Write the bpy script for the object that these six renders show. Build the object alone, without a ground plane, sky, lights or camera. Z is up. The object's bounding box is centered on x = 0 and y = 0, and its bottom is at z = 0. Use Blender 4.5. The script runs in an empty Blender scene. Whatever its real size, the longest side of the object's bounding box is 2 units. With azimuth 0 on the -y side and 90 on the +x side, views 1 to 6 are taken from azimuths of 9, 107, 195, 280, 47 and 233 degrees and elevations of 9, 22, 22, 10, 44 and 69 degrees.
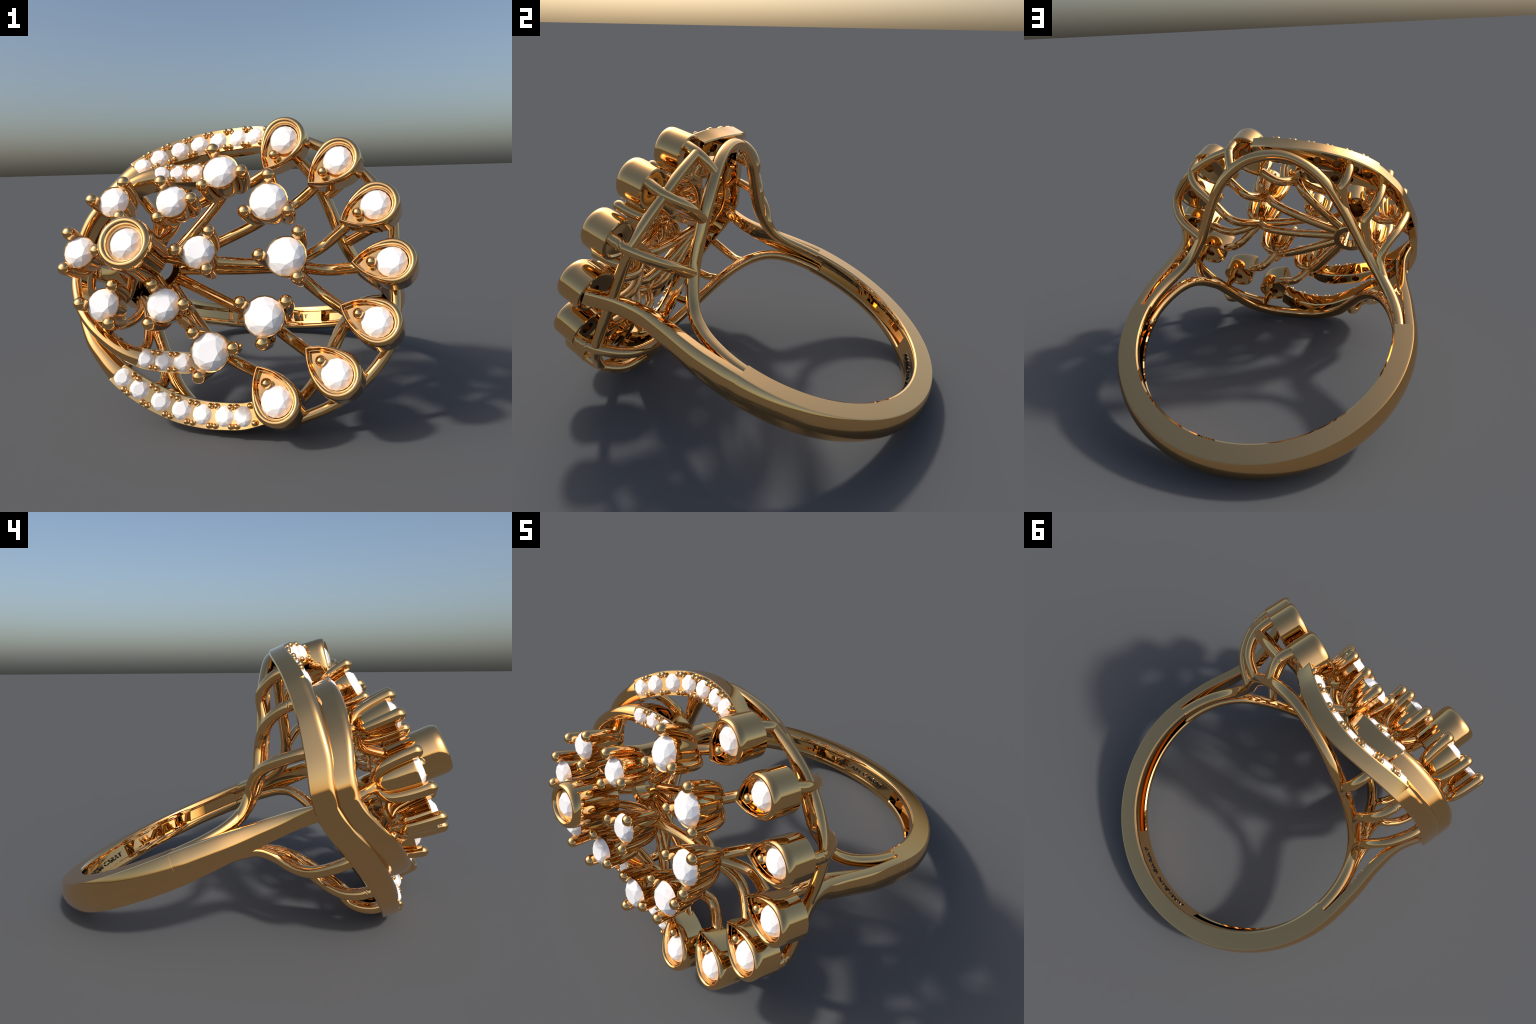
"""Gold cocktail ring, open-work head with white brilliants.
Ring frame used while modelling: x = across the finger, y = along the finger
(the head is mirror-symmetric about y = 0), z = out of the finger.
FRAME tips that frame over so that the ring lies on the back of its band."""
import bpy, bmesh, math
import numpy as np
from mathutils import Matrix, Vector

# ------------------------------------------------------------------ frame
TILT_S, TILT_C = 0.3954, 0.91851
LIFT = 0.452
FRAME = Matrix(((1, 0, 0, 0),
                (0, TILT_S, -TILT_C, LIFT * TILT_S),
                (0, TILT_C, TILT_S, LIFT * TILT_C),
                (0, 0, 0, 1)))
HOLE_Z = -0.056          # centre of the finger hole
R_OUT, R_IN = 0.814, 0.702
HALF = 0.076             # half width of the band

# -------------------------------------------------------------- materials
def principled(name, color, metallic, rough, **extra):
    m = bpy.data.materials.new(name)
    m.use_nodes = True
    nt = m.node_tree
    b = nt.nodes["Principled BSDF"]
    b.inputs["Base Color"].default_value = (*color, 1)
    b.inputs["Metallic"].default_value = metallic
    b.inputs["Roughness"].default_value = rough
    for k, v in extra.items():
        b.inputs[k.replace("_", " ")].default_value = v
    return m, nt, b

GOLD, nt, b = principled("polished_gold", (0.93, 0.55, 0.22), 1.0, 0.0)
tc = nt.nodes.new("ShaderNodeTexCoord")
nz = nt.nodes.new("ShaderNodeTexNoise"); nz.inputs["Scale"].default_value = 4
gr = nt.nodes.new("ShaderNodeValToRGB")          # barely uneven alloy colour
gr.color_ramp.elements[0].color = (0.925, 0.545, 0.215, 1)
gr.color_ramp.elements[1].color = (0.94, 0.56, 0.228, 1)
nt.links.new(tc.outputs["Object"], nz.inputs["Vector"])
nt.links.new(nz.outputs["Fac"], gr.inputs["Fac"])
nt.links.new(gr.outputs["Color"], b.inputs["Base Color"])

STONE, nt, b = principled("white_brilliant", (0.86, 0.85, 0.86), 0.0, 0.12)
oi = nt.nodes.new("ShaderNodeObjectInfo")
rp = nt.nodes.new("ShaderNodeValToRGB")
rp.color_ramp.elements[0].color = (0.95, 0.945, 0.95, 1)
rp.color_ramp.elements[1].color = (0.98, 0.975, 0.975, 1)
nt.links.new(oi.outputs["Random"], rp.inputs["Fac"])
nt.links.new(rp.outputs["Color"], b.inputs["Base Color"])

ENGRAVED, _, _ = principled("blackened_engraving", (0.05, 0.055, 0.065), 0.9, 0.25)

# ---------------------------------------------------------------- objects
root = bpy.data.objects.new("ring", None)
bpy.context.scene.collection.objects.link(root)
root["label"] = "gold cocktail ring with open fan head and white brilliants"
root["category"] = "ring"

FLAT_FACED = {"shank", "shoulder_strap", "crescent_band", "pear_bezel", "round_bezel", "hub", "prong_setting"}

def link(name, mesh, mat=None, parent=None, local=None):
    o = bpy.data.objects.new(name, mesh)
    bpy.context.scene.collection.objects.link(o)
    o.parent = parent or root
    if parent is None:
        o.matrix_basis = FRAME @ (local or Matrix())
    else:
        o.matrix_basis = local or Matrix()
    if name in FLAT_FACED:
        o.modifiers.new("face_weighted_normals", "WEIGHTED_NORMAL").keep_sharp = True
    if mat and not mesh.materials:
        mesh.materials.append(mat)
    return o

def to_mesh(name, verts, faces, angle=40, mat=GOLD):
    me = bpy.data.meshes.new(name)
    me.from_pydata([tuple(map(float, v)) for v in verts], [], faces)
    bm = bmesh.new(); bm.from_mesh(me)
    bmesh.ops.remove_doubles(bm, verts=bm.verts, dist=1e-6)
    bmesh.ops.recalc_face_normals(bm, faces=bm.faces)
    bm.to_mesh(me); bm.free()
    if angle:
        me.polygons.foreach_set("use_smooth", [True] * len(me.polygons))
        me.set_sharp_from_angle(angle=math.radians(angle))
    me.materials.append(mat)
    return me

def spline(pts, n=10):
    """Catmull-Rom through rows of control values."""
    P = np.asarray(pts, float)
    if len(P) == 2:
        return np.linspace(P[0], P[1], n + 1)
    Q = np.vstack([2 * P[0] - P[1], P, 2 * P[-1] - P[-2]])
    out = []
    for i in range(1, len(Q) - 2):
        for t in np.arange(n) / n:
            a, b_, c, d = Q[i - 1:i + 3]
            out.append(.5 * (2 * b_ + (c - a) * t + (2 * a - 5 * b_ + 4 * c - d) * t * t
                             + (3 * b_ - a - 3 * c + d) * t ** 3))
    out.append(P[-1])
    return np.array(out)

def unit(v):
    return v / (np.linalg.norm(v, axis=-1, keepdims=True) + 1e-12)

def circle(n=14):
    a = np.arange(n) * 2 * np.pi / n
    return np.c_[np.cos(a), np.sin(a)]

def round_rect(w, h, r, k=4):
    """closed outline, half sizes w,h, corner radius r"""
    out = []
    for sx, sy, a0 in ((1, 1, 0), (-1, 1, 90), (-1, -1, 180), (1, -1, 270)):
        for j in range(k + 1):
            a = math.radians(a0 + 90 * j / k)
            out.append((sx * (w - r) + r * math.cos(a), sy * (h - r) + r * math.sin(a)))
    return np.array(out)

def loft(rings, close=False):
    n = len(rings[0]); verts = np.vstack(rings); faces = []
    m = len(rings)
    for i in range(m if close else m - 1):
        for j in range(n):
            k = (j + 1) % n; i2 = (i + 1) % m
            faces.append((i * n + j, i * n + k, i2 * n + k, i2 * n + j))
    if not close:
        faces.append(tuple(range(n - 1, -1, -1)))
        faces.append(tuple((m - 1) * n + j for j in range(n)))
    return verts, faces

def sweep(path, radius, up=(0, 0, 1), section=None, round_ends=True, tip=(25, 50, 75)):
    """path Nx3, radius scalar, N or Nx2 (side, up half sizes)"""
    path = np.asarray(path, float); N = len(path)
    rad = np.asarray(radius, float)
    if rad.ndim == 0: rad = np.full((N, 2), rad)
    elif rad.ndim == 1: rad = np.c_[rad, rad]
    sec = circle() if section is None else section
    tan = unit(np.gradient(path, axis=0))
    up = np.asarray(up, float)
    if up.ndim == 1: up = np.tile(up, (N, 1))
    side = unit(np.cross(tan, up)); upv = np.cross(side, tan)
    rings = []
    def ring(i, s, off):
        c = path[i] + tan[i] * off
        return c + side[i] * sec[:, :1] * rad[i, 0] * s + upv[i] * sec[:, 1:] * rad[i, 1] * s
    if round_ends:
        for a in tip[::-1]:
            a = math.radians(a); rings.append(ring(0, math.cos(a), -math.sin(a) * rad[0].min()))
    rings += [ring(i, 1, 0) for i in range(N)]
    if round_ends:
        for a in tip:
            a = math.radians(a); rings.append(ring(N - 1, math.cos(a), math.sin(a) * rad[-1].min()))
    return loft(rings)

def revolve(profile, n=32):
    a = np.arange(n) * 2 * np.pi / n
    rings = [np.c_[r * np.cos(a), r * np.sin(a), np.full(n, z)] for r, z in profile]
    return rings

def mirror(pts):
    p = np.array(pts, float).copy(); p[..., 1] *= -1; return p

def both_sides(name, pts, radius, parent=None, n=10, **kw):
    obs = []
    for flip in (False, True):
        p = mirror(pts) if flip else np.array(pts, float)
        up = kw.get("up", (0, 0, 1))
        v, f = sweep(spline(p, n), radius, **{**kw, "up": up})
        obs.append(link(name, to_mesh(name, v, f), parent=parent))
    return obs

def polar(theta, r, y=0.0):
    t = math.radians(theta)
    return (r * math.cos(t), y, HOLE_Z + r * math.sin(t))

# ------------------------------------------------------------------ shank
STEP = 5.0        # angle of the shoulder step above the x axis
PLATE = 27.0      # half angle of the solid name plate at the back

DOME = 0.021      # how far the outside bulges past its edges

def outer_arc(hw, dome, fillet=.012, n=9):
    """(radius offset, y) from the +y edge over the domed outside to y = 0"""
    out = [(-fillet, hw), (-fillet * .35, hw - fillet * .12), (0, hw - fillet * .55)]
    for j in range(1, n + 1):
        y = (hw - fillet * .55) * (1 - j / n)
        k = y / (hw - fillet * .55)
        out.append((dome * (1 - k * k), y))
    return out

def band_section(channel):
    """outline in (radius, y), walking round; channel = depth of inner groove"""
    lip = 0.034
    gr = R_IN + channel
    o = [(R_IN + min(.006, channel), lip), (R_IN, lip + .007), (R_IN, HALF - .014), (R_IN + .004, HALF - .005), (R_IN + .012, HALF)]
    o += [(R_OUT + r, y) for r, y in outer_arc(HALF, DOME)]
    o += [(r, -y) for r, y in o[:-1][::-1]]
    o += [(gr, -lip + .002), (gr, 0), (gr, lip - .002)]
    return o

def band():
    rings = []
    a0, a1 = 180 - STEP + 10, 360 + STEP - 10   # plain ring part
    lo, hi = 180 - STEP, 360 + STEP
    angs = sorted(set(list(np.linspace(lo, hi, 260)) + [270 - PLATE - .3, 270 - PLATE + .3,
                                                       270 + PLATE - .3, 270 + PLATE + .3]))
    for t in angs:
        ch = 0.001 if abs(t - 270) < PLATE else 0.056
        rings.append(np.array([polar(t, r, y) for r, y in band_section(ch)]))
    v, f = loft(rings)
    return to_mesh("shank", v, f, 30)

shank = link("shank", band())

# shoulder straps: outer skin of the band that runs on to the head
def strap(ctrl):
    """rows: x, z of the outer edge line, half width, thickness, dome"""
    c = spline(ctrl, 12)
    path = np.c_[c[:, 0], np.zeros(len(c)), c[:, 1]]
    tan = unit(np.gradient(path, axis=0))
    out = unit(np.cross(tan, np.array([0, 1.0, 0])))
    if out[0] @ path[0] < 0: out = -out
    rings = []
    for p, u, (hw, th, dome) in zip(path, out, c[:, 2:5]):
        o = outer_arc(hw, dome, .012)
        o += [(r, -y) for r, y in o[:-1][::-1]]
        e = .012
        o += [(-th + e, -hw), (-th + e * .3, -hw + e * .3), (-th, -hw + e), (-th, 0), (-th, hw - e), (-th + e * .3, hw - e * .3), (-th + e, hw)]
        rings.append(np.array([p + u * r + np.array([0, y, 0]) for r, y in o]))
    v, f = loft(rings)
    return to_mesh("shoulder_strap", v, f, 30)

R = R_OUT - .0006
def edge(t): return (R * math.cos(math.radians(t)), HOLE_Z + R * math.sin(math.radians(t)))
strap_right = [(*edge(-3), .0755, .052, DOME), (*edge(5), .0755, .052, DOME), (.803, .10, .073, .052, .021), (.784, .23, .066, .052, .019), (.735, .42, .055, .052, .015),
               (.715, .54, .047, .052, .012), (.735, .66, .041, .052, .010), (.797, .80, .037, .050, .008)]
strap_left = [(-edge(-3)[0], edge(-3)[1], .0755, .052, DOME), (-edge(5)[0], edge(5)[1], .0755, .052, DOME), (-.800, .10, .072, .052, .021), (-.782, .22, .064, .052, .018), (-.748, .385, .052, .052, .014),
              (-.738, .53, .042, .050, .010), (-.768, .640, .036, .046, .006), (-.795, .675, .034, .042, .003)]
for sp in (strap_right, strap_left):
    link("shoulder_strap", strap(sp))

# ---------------------------------------------------------------- lettering
def lettering(words, size, theta0, radius, depth, mat, name, stretch=1.0):
    cu = bpy.data.curves.new("text_helper", "FONT")
    cu.body = words; cu.size = size; cu.align_x = "CENTER"; cu.align_y = "CENTER"
    cu.extrude = depth; cu.resolution_u = 3; cu.space_character = 1.08
    tmp = bpy.data.objects.new("text_helper", cu)
    bpy.context.scene.collection.objects.link(tmp)
    dg = bpy.context.evaluated_depsgraph_get()
    me = bpy.data.meshes.new_from_object(tmp.evaluated_get(dg))
    bpy.data.objects.remove(tmp); bpy.data.curves.remove(cu)
    bm = bmesh.new(); bm.from_mesh(me)
    bmesh.ops.subdivide_edges(bm, edges=[e for e in bm.edges if e.calc_length() > .02], cuts=1)
    for v in bm.verts:
        x, y, z = v.co
        t = theta0 + math.degrees(x * stretch / radius)
        v.co = polar(t, radius - z, y)
    bmesh.ops.recalc_face_normals(bm, faces=bm.faces)
    bm.to_mesh(me); bm.free(); me.name = name
    me.materials.clear(); me.materials.append(mat)
    return link(name, me)

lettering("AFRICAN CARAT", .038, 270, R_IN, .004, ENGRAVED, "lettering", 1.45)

# ------------------------------------------------------------ gallery rails
rail_tab = np.array([(2, .0455), (16, .047), (28, .058), (37, .098), (45.7, .203), (50, .288), (53.7, .372), (60, .502), (67, .597),
                     (76, .666), (86, .693), (96, .690), (105.5, .645), (114.5, .558), (121, .455), (128, .330),
                     (134, .230), (141, .145), (148, .090), (155, .062), (164, .050), (178, .0455)])
def rail_radius(theta):
    k = np.linspace(-6, 6, 9)      # averaged over a few degrees so that no kink shows
    return np.mean(np.interp(np.asarray(theta)[..., None] + k, [0, 8, 25, 42, 75, 100, 125, 140, 152, 170, 180], [.734, .733, .721, .705, .705, .703, .703, .713, .724, .733, .734]), axis=-1)
def rail(theta):
    return np.interp(theta, *spline(rail_tab, 8).T)
th = np.linspace(2, 178, 160)
rail_path = np.array([polar(t, rail_radius(t), rail(t)) for t in th])
for s in (1, -1):
    p = rail_path * [1, s, 1]
    up = unit(p * [1, 0, 1] - [0, 0, HOLE_Z])
    v, f = sweep(p, (np.ones((len(p), 2)) * [.0285, .031]), up=up, section=round_rect(1, 1, .8, 5))
    link("gallery_rail", to_mesh("gallery_rail", v, f, 60))

def on_rail(t, out=0.0):
    return np.array(polar(t, rail_radius(t) + out, rail(t)))

# branches from the rails to the outer crescent (left shoulder)
both_sides("gallery_branch", [(-.418, .590, .725), (-.416, .586, .665), (-.404, .560, .605), (-.385, .515, .563), on_rail(124, .012), on_rail(131), on_rail(135, -.006)], .0265)
both_sides("gallery_branch", [(-.590, .440, .740), (-.590, .438, .667), (-.574, .420, .602), (-.547, .386, .552), (-.512, .330, .500), on_rail(139, .014), on_rail(146, .002)], .0265)
both_sides("gallery_branch", [(-.728, .236, .735), (-.725, .246, .66), (-.692, .249, .552), (-.653, .234, .482), (-.620, .200, .430), (-.602, .150, .385), on_rail(149, .010), on_rail(156)], .0265)

# pear settings: x, y, azimuth of the round end, z of the stone; every cup leans inward
LEAN = .18
pears = [(.699, 0.0, 0.0, .894), (.634, .263, 24.3, .892), (.466, .484, 38.6, .886), (.213, .604, 57.7, .871)]
def place(x, y, z, scale=1.0, rot=0.0, tilt=None):
    m = Matrix.Translation((x, y, z))
    if tilt is not None:
        m = m @ Vector((0, 0, 1)).rotation_difference(Vector(tilt)).to_matrix().to_4x4()
    return m @ Matrix.Rotation(rot, 4, "Z") @ Matrix.Scale(scale, 4)

def pear_frame(k, sgn=1):
    x, y, deg, z = pears[k]
    a = math.radians(deg * sgn)
    return place(x, y * sgn, z, 1, a, (-LEAN * math.cos(a), -LEAN * math.sin(a), 1))

def on_pear(k, along, z):
    return tuple(pear_frame(k) @ Vector((along, 0, z)))

# struts from the pear settings to the rails, and the hoop that ties them
strut_pts = {3: [on_pear(3, .070, -.085), (.280, .674, .725), (.275, .658, .67), on_rail(69)],
             2: [on_pear(2, .075, -.085), (.548, .528, .70), (.492, .503, .59), on_rail(56.5)],
             1: [on_pear(1, .075, -.085), (.712, .292, .69), (.630, .268, .54), on_rail(46)]}
for k, p in strut_pts.items():
    both_sides("gallery_strut", p, .029)
half = [(.278, .676, .715), (.424, .612, .706), (.545, .526, .700), (.648, .411, .700), (.709, .290, .700), (.722, .150, .700), (.716, 0, .700)]
hoop = np.vstack([np.array(half), mirror(half[:-1])[::-1]])
v, f = sweep(spline(hoop, 8), .0265)
link("gallery_hoop", to_mesh("gallery_hoop", v, f))

# ------------------------------------------------------- crescent bands (pave)
def crescent(ctrl, name, seam_x):
    """ctrl rows: x, y of outer edge, z back, z front, thickness.
    Left of seam_x the front is a round crest, right of it a flat paved face."""
    c = spline(ctrl, 14)
    i = int(np.argmax(c[:, 0] < seam_x))
    t = (seam_x - c[i - 1, 0]) / (c[i, 0] - c[i - 1, 0])
    cut = c[i - 1] + (c[i] - c[i - 1]) * t
    eps = (c[i] - c[i - 1]) * .04
    c = np.vstack([c[:i], cut - eps, cut + eps, c[i:]])
    c = np.c_[c, c[:, 0] < seam_x]
    full = np.vstack([c, (c * [1, -1, 1, 1, 1, 1])[::-1][1:]])
    p = full[:, :2]
    tan = unit(np.gradient(p, axis=0))
    nrm = np.c_[tan[:, 1], -tan[:, 0]]
    if np.dot(nrm[len(p) // 2], [1, 0]) < 0: nrm = -nrm      # inward
    rings = []
    for q, nn, (zb, zf, t, cr) in zip(p, nrm, full[:, 2:6]):
        e = .006
        prof = [(0, zb + e), (e, zb), (t - e, zb), (t, zb + e)]
        k = 12
        rise = min(.036, t * .6)
        for j in range(k + 1):
            a = math.pi * j / k
            u = t / 2 + math.cos(a) * t / 2
            if cr:
                z = zf + .010 - rise + rise * math.sin(a) ** .8
            else:
                z = zf - (.006 if j in (0, k) else 0)
                if j not in (0, k): u = t / 2 + max(-.95, min(.95, 1.12 * math.cos(a))) * t / 2
            prof.append((u, z))
        rings.append(np.array([(*(q + nn * u), z) for u, z in prof]))
    v, f = loft(rings)
    return to_mesh(name, v, f, 32), full, nrm

outer_ctrl = [(.160, .695, .735, .818, .105), (.060, .724, .695, .786, .115), (-.040, .731, .672, .763, .120), (-.137, .728, .660, .749, .122),
              (-.26, .707, .666, .748, .122), (-.38, .661, .684, .766, .120), (-.48, .604, .702, .788, .113), (-.563, .541, .713, .804, .104),
              (-.632, .466, .718, .810, .088), (-.706, .366, .716, .809, .070), (-.772, .212, .690, .793, .054),
              (-.799, .090, .660, .760, .048), (-.803, 0, .648, .746, .048)]
inner_ctrl = [(-.092, .468, .790, .846, .058), (-.135, .487, .774, .852, .088), (-.20, .495, .765, .862, .094), (-.30, .492, .766, .870, .094), (-.39, .480, .772, .888, .090),
              (-.475, .450, .782, .902, .078), (-.56, .400, .788, .906, .066), (-.655, .322, .794, .902, .056),
              (-.735, .225, .792, .886, .052), (-.790, .105, .766, .850, .048), (-.804, 0, .750, .830, .048)]
outer_mesh, outer_full, outer_n = crescent(outer_ctrl, "crescent_band", -.572)
inner_mesh, inner_full, inner_n = crescent(inner_ctrl, "crescent_band", -.415)
outer_band = link("crescent_band", outer_mesh)
inner_band = link("crescent_band", inner_mesh)

# ---------------------------------------------------------------- brilliants
def brilliant_mesh():
    """round brilliant, girdle radius 1, girdle plane z = 0"""
    pts = []
    def ringp(r, z, n, off):
        pts.extend((r * math.cos(2 * math.pi * (i + off) / n), r * math.sin(2 * math.pi * (i + off) / n), z) for i in range(n))
    ringp(.56, .50, 8, 0); ringp(.80, .35, 8, .5); ringp(1, .07, 16, 0); ringp(1, -.03, 16, 0)
    ringp(.55, -.42, 8, .5); pts.append((0, 0, -.8))
    bm = bmesh.new()
    for p in pts: bm.verts.new(p)
    bmesh.ops.convex_hull(bm, input=bm.verts)
    bmesh.ops.dissolve_limit(bm, angle_limit=math.radians(.5), verts=bm.verts, edges=bm.edges)
    me = bpy.data.meshes.new("brilliant"); bm.to_mesh(me); bm.free()
    me.materials.append(STONE)
    return me
BRILLIANT = brilliant_mesh()

def ball_mesh(name, r, post, n=12):
    prof = [(r * .92, -post)] + [(r * math.cos(math.radians(a)), r * math.sin(math.radians(a))) for a in (-25, 0, 22, 45, 65, 82)]
    v, f = loft(revolve(prof, n))
    return to_mesh(name, v, f, 60)
BEAD = ball_mesh("bead", 1, 1.6)

def at_front(full, nrm, x, sgn, frac):
    """point on the front face of a crescent: outer-edge parameter by x, across fraction"""
    n = len(full) // 2 + 1
    c, nn = full[:n], nrm[:n]
    i = int(np.argmin(np.abs(c[:, 0] - x)))
    q = c[i, :2] + nn[i] * c[i, 4] * frac
    j = min(max(i, 1), n - 2)
    t = unit(c[j + 1, :2] - c[j - 1, :2])
    slope = (c[j + 1, 3] - c[j - 1, 3]) / np.linalg.norm(c[j + 1, :2] - c[j - 1, :2])
    up = unit(np.array([-slope * t[0], -slope * t[1], 1]))
    return np.array([q[0], q[1] * sgn, c[i, 3]]), np.array([up[0], up[1] * sgn, up[2]]), np.array([t[0], t[1] * sgn])

cutters = {}
def pave(band_obj, full, nrm, xs, radius, bead_r, across=.5):
    holes = []
    for sgn in (1, -1):
        for i, x in enumerate(xs):
            p, up, t = at_front(full, nrm, x, sgn, across)
            r = radius * (0.93 if i == len(xs) - 1 else 1)
            link("pave_brilliant", BRILLIANT, local=place(*(p - up * .003), r, .3 * i, up))
            holes.append((p, up, r))
        for i in range(len(xs)):
            if i == 0: continue
            xm = (xs[i - 1] + xs[i]) / 2
            for fr in (.15, .85):
                p, up, t = at_front(full, nrm, xm, sgn, fr)
                for d in (-1, 1):
                    q = p.copy(); q[:2] += t * d * bead_r * 1.0
                    link("bead", BEAD, local=place(*(q + up * bead_r * .45), bead_r, 0, up))
        p, up, t = at_front(full, nrm, xs[0] + radius * 1.15, sgn, .16)
        link("bead", BEAD, local=place(*(p + up * bead_r * .45), bead_r, 0, up))
        p, up, t = at_front(full, nrm, xs[0] + radius * 1.15, sgn, .84)
        link("bead", BEAD, local=place(*(p + up * bead_r * .45), bead_r, 0, up))
    # seats drilled right through the band
    bm = bmesh.new()
    for p, up, r in holes:
        m = place(*p, 1, 0, up)
        bmesh.ops.create_cone(bm, cap_ends=True, segments=20, radius1=.024, radius2=.024, depth=.4, matrix=m)
    me = bpy.data.meshes.new("seat_helper"); bm.to_mesh(me); bm.free()
    me.materials.append(GOLD)
    cut = bpy.data.objects.new("seat_helper", me)
    bpy.context.scene.collection.objects.link(cut); cut.matrix_basis = FRAME
    mod = band_obj.modifiers.new("seats", "BOOLEAN"); mod.object = cut; mod.operation = "DIFFERENCE"; mod.solver = "MANIFOLD"
    bpy.context.view_layer.update()
    dg = bpy.context.evaluated_depsgraph_get()
    new = bpy.data.meshes.new_from_object(band_obj.evaluated_get(dg))
    band_obj.modifiers.clear()
    band_obj.data = new
    new.polygons.foreach_set("use_smooth", [True] * len(new.polygons))
    new.set_sharp_from_angle(angle=math.radians(32))
    bpy.data.objects.remove(cut)

pave(outer_band, outer_full, outer_n, [.064, -.036, -.141, -.250, -.358, -.458, -.540], .0455, .0142)
pave(inner_band, inner_full, inner_n, [-.215, -.300, -.384], .0410, .0130)

# ------------------------------------------------------------ prong settings
def prong_mesh(R):
    path = spline([(R * .12, 0, -.160), (R * .62, 0, -.158), (R * 1.03, 0, -.132), (R * 1.22, 0, -.085), (R * 1.32, 0, -.025), (R * 1.345, 0, .030)], 6)
    rad = np.interp(np.linspace(0, 1, len(path)), [0, .35, 1], [.018, .023, .0255 + .085 * (R - .03)])
    v, f = sweep(path, rad, up=(1e-3, 0, 1), section=circle(24), tip=(12, 24, 36, 48, 60, 71))
    return to_mesh("prong", v, f, 40)

def cup_mesh(R):
    prof = [(R * .30, -.165), (R * .66, -.152), (R * .84, -.125), (R * .96, -.080), (R * 1.04, -.030), (R * 1.08, .000), (R * 1.06, .008),
            (R * 1.00, .006), (R * .86, -.03), (R * .55, -.10), (R * .28, -.12)]
    rings = revolve(prof, 32)
    v, f = loft(rings, close=True)
    return to_mesh("cup", v, f, 35)

heads = [  # x, y, z of girdle, stone radius, prong phase (deg), tilt
    (-.515, .230, 1.070, .068, 60, (0, .03, 1)),
    (-.250, .228, 1.070, .070, 120, (0, 0, 1)),
    (-.067, .407, .962, .080, 110, (-.05, .13, 1)),
    (.160, .256, .976, .084, 89, (-.07, .02, 1)),
    (-.650, .000, 1.073, .068, 120, (0, 0, 1)),
    (-.116, .000, 1.070, .070, 60, (0, 0, 1)),
    (.248, .000, .994, .084, 60, (-.07, 0, 1)),
]
cache = {}
for x, y, z, R, ph, tilt in heads:
    if R not in cache: cache[R] = (cup_mesh(R), prong_mesh(R))
    cup, prong = cache[R]
    for sgn in ((1, -1) if y else (1,)):
        tl = (tilt[0], tilt[1] * sgn, tilt[2])
        h = link("prong_setting", cup, local=place(x, y * sgn, z, 1, 0, tl))
        for k in range(3):
            link("prong", prong, parent=h, local=Matrix.Rotation(math.radians(sgn * (ph + 120 * k)), 4, "Z"))
        link("brilliant", BRILLIANT, parent=h, local=Matrix.Scale(R, 4) @ Matrix.Rotation(x * 7 + y * sgn * 3, 4, "Z"))

# ---------------------------------------------------------------- round bezel
BX, BZ = -.387, 1.194
prof = [(.104, -.20), (.112, -.195), (.1145, -.02), (.1150, .004), (.1135, .020), (.1095, .034), (.1025, .0425), (.094, .0455), (.086, .0435), (.080, .0365),
        (.077, .027), (.076, .018), (.0755, .016), (.070, .015), (.0675, .010), (.066, -.02), (.055, -.10), (.055, -.20)]
v, f = loft(revolve(prof, 48), close=True)
bez = link("round_bezel", to_mesh("round_bezel", v, f, 40), local=place(BX, 0, BZ))
link("brilliant", BRILLIANT, parent=bez, local=place(0, 0, .006, .069, .4))

# ---------------------------------------------------------------- pear bezels
def pear_outline(rb, tip, n=34, m=12):
    """drop outline: round end of radius rb about the origin, point at (-tip, 0),
    flanks are arcs tangent to the round end"""
    rf = 2.75 * rb
    a = (rf ** 2 - (rf - rb) ** 2 - tip ** 2) / (2 * tip)
    b_ = math.sqrt((rf - rb) ** 2 - a * a)
    t1 = math.atan2(b_, -a)                       # tangent point on the round end
    out = [(rb * math.cos(t), rb * math.sin(t)) for t in np.linspace(-t1, t1, n)]
    p0 = math.atan2(rb * math.sin(t1) + b_, rb * math.cos(t1) - a)
    p1 = math.atan2(b_, -tip - a)
    up = [(a + rf * math.cos(t), -b_ + rf * math.sin(t)) for t in np.linspace(p0, p1, m)[1:]]
    out += up + [(x, -y) for x, y in up[:-1][::-1]]
    return np.array(out)

def pear_mesh():
    RB, TIP = .1045, .181
    def inset(d, dt):
        return pear_outline(RB - d, TIP - dt)
    prof = [  # inset of the round part, inset at the tip, z
        (.006, .012, -.108), (.001, .004, -.104), (.000, .000, .000), (.001, .001, .014), (.004, .003, .025), (.009, .006, .0315), (.015, .010, .0345), (.021, .0135, .0345), (.027, .017, .031),
        (.031, .020, .024), (.0325, .0215, .015), (.0335, .0225, .011), (.037, .026, .0105), (.039, .029, .005), (.041, .033, -.014)]
    rings = [np.c_[inset(d, dt), np.full(len(inset(d, dt)), z)] for d, dt, z in prof]
    n = len(rings[0])
    ang = np.arctan2(rings[2][:, 1], rings[2][:, 0])
    hole = np.c_[.052 * np.cos(ang) - .006, .052 * np.sin(ang)]
    rings.append(np.c_[hole, np.full(n, -.016)])                 # seat plate
    rings.append(np.c_[hole * .6, np.full(n, -.03)])
    rings.append(np.c_[hole * .6, np.full(n, -.096)])
    rings.append(np.c_[inset(.026, .036), np.full(n, -.099)])
    rings.append(np.c_[inset(.018, .030), np.full(n, -.108)])
    v, f = loft(rings, close=True)
    return to_mesh("pear_bezel", v, f, 38)
PEAR = pear_mesh()
v, f = loft(revolve([(.020, -.05), (.022, -.012), (.0235, 0), (.022, .010), (.017, .018), (.009, .0225), (.002, .024)], 20))
PEAR_PRONG = to_mesh("prong", v, f, 60)
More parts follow.
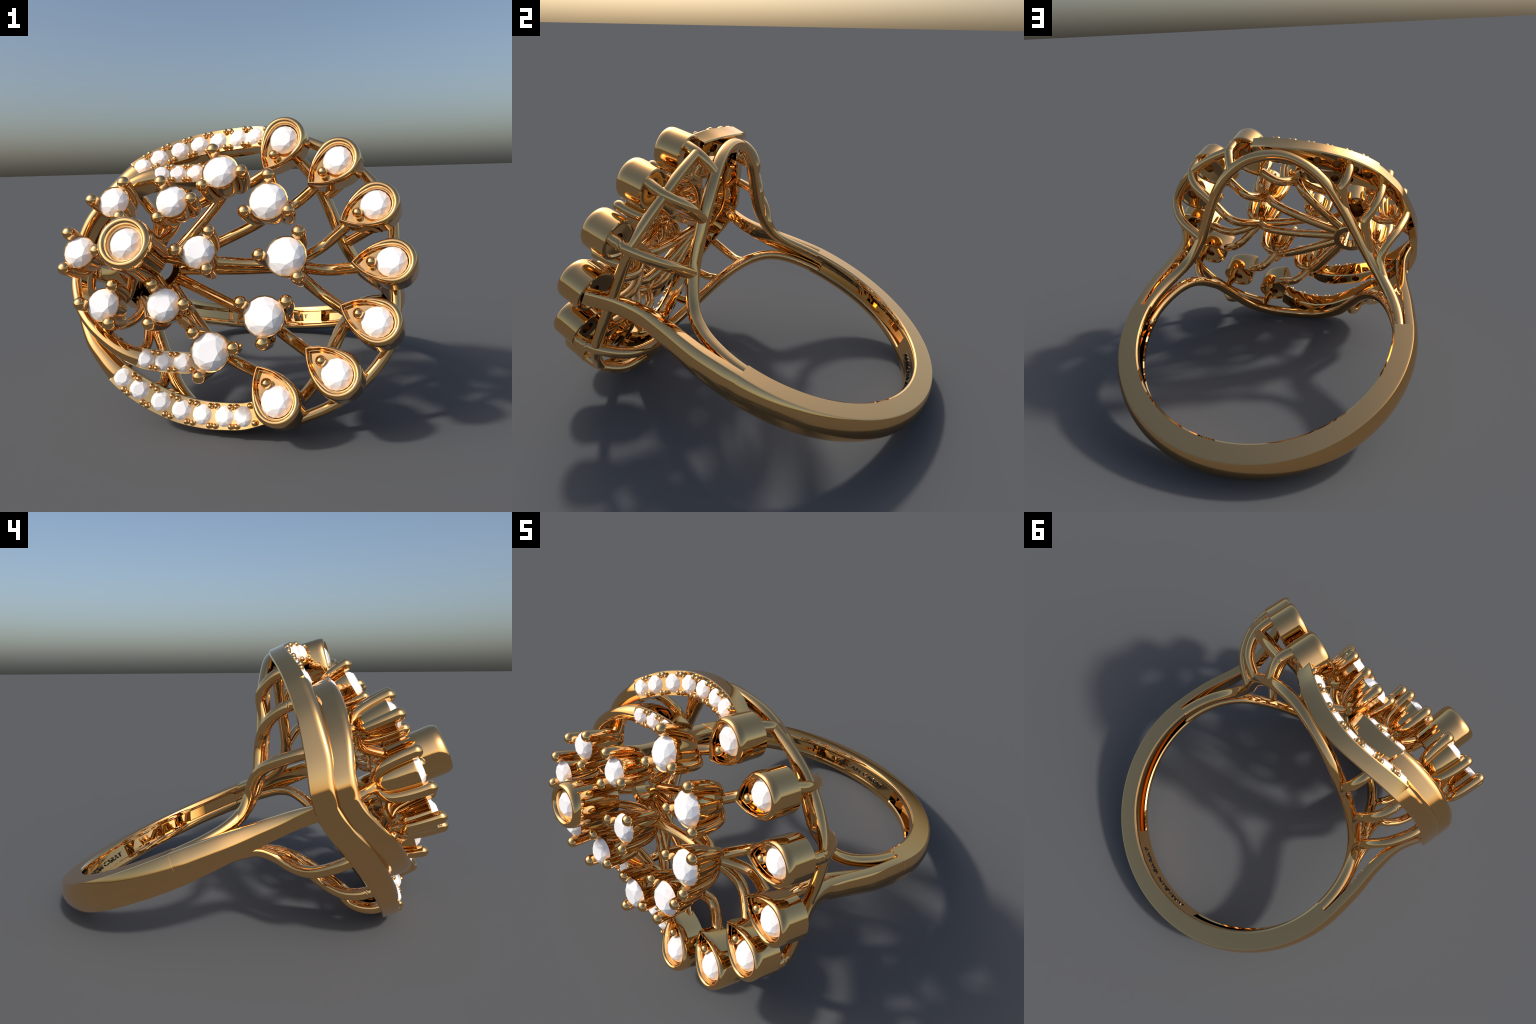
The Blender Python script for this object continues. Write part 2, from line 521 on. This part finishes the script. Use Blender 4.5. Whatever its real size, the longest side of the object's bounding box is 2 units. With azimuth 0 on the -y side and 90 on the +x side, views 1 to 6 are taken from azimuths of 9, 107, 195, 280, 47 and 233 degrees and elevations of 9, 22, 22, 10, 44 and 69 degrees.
for k, (x, y, deg, z) in enumerate(pears):
    for sgn in ((1, -1) if y else (1,)):
        pb = link("pear_bezel", PEAR, local=pear_frame(k, sgn))
        link("brilliant", BRILLIANT, parent=pb, local=place(-.005, 0, .001, .0675, .2 + k))
        link("prong", PEAR_PRONG, parent=pb, local=Matrix.Translation((-.090, 0, .018)))

# ----------------------------------------------------------------- hub + rods
HX, HZ = -.384, .750
prof = [(.066, -.034), (.100, -.034), (.106, -.028), (.106, .028), (.100, .034), (.070, .034), (.066, .028)]
v, f = loft(revolve(prof, 40), close=True)
hub = link("hub", to_mesh("hub", v, f, 40), local=place(HX, 0, HZ))

def hub_edge(deg, z=0.0, r=.09):
    a = math.radians(deg); return (HX + r * math.cos(a), r * math.sin(a), HZ + z)

node = {"C": (-.070, .395, .815), "D": (.150, .250, .832), "G": (.240, 0, .840), "B": (-.255, .226, .915), "F": (-.125, 0, .91),
        "A": (-.520, .226, .915), "E": (-.655, 0, .91)}
R_ROD = .0275
def rod(a, *mid_and_end, mir=True, r=R_ROD):
    pts = [a, *mid_and_end]
    if mir: both_sides("gallery_rod", pts, r)
    else:
        v, f = sweep(spline(pts, 10), r); link("gallery_rod", to_mesh("gallery_rod", v, f))

def between(a, b, t, dz=0.0):
    a, b = np.array(a), np.array(b); p = a + (b - a) * t; p[2] += dz; return tuple(p)

for deg, k, dz in ((52, "C", -.036), (26, "D", -.036)):
    a = hub_edge(deg); rod(a, between(a, node[k], .5, dz), between(a, node[k], .85, -.042), node[k])
a = hub_edge(0); rod(a, between(a, node["G"], .5, -.036), between(a, node["G"], .85, -.042), node["G"], mir=False)

tipb = {k: on_pear(k, -.145, -.075) for k in range(4)}
rod(node["C"], between(node["C"], tipb[3], .45, -.06), tipb[3])
rod(node["D"], between(node["D"], tipb[2], .45, -.07), tipb[2])
rod(node["G"], between(node["G"], tipb[1], .5, -.078), tipb[1])
rod(node["G"], between(node["G"], tipb[0], .5, -.074), tipb[0], mir=False)
a = node["F"]; rod(a, between(a, node["G"], .5, -.015), between(node["G"], a, .03), mir=False)
a = node["B"]; rod(a, between(a, node["C"], .5, -.015), node["C"])

# legs under the small settings and the round bezel
rod(node["A"], (-.56, .275, .86), (-.595, .325, .83))
rod(node["E"], (-.70, 0, .86), (-.765, 0, .80), mir=False)
for k, deg, dz in (("B", 50, -.05), ("A", 120, -.05)):
    a = (BX + .07 * math.cos(math.radians(deg)), .07 * math.sin(math.radians(deg)), 1.0)
    rod(a, between(a, node[k], .5, dz), node[k], r=.022)
for k, sx in (("F", 1), ("E", -1)):
    a = (BX + .07 * sx, 0, 1.0)
    rod(a, between(a, node[k], .5, -.05), node[k], mir=False, r=.022)
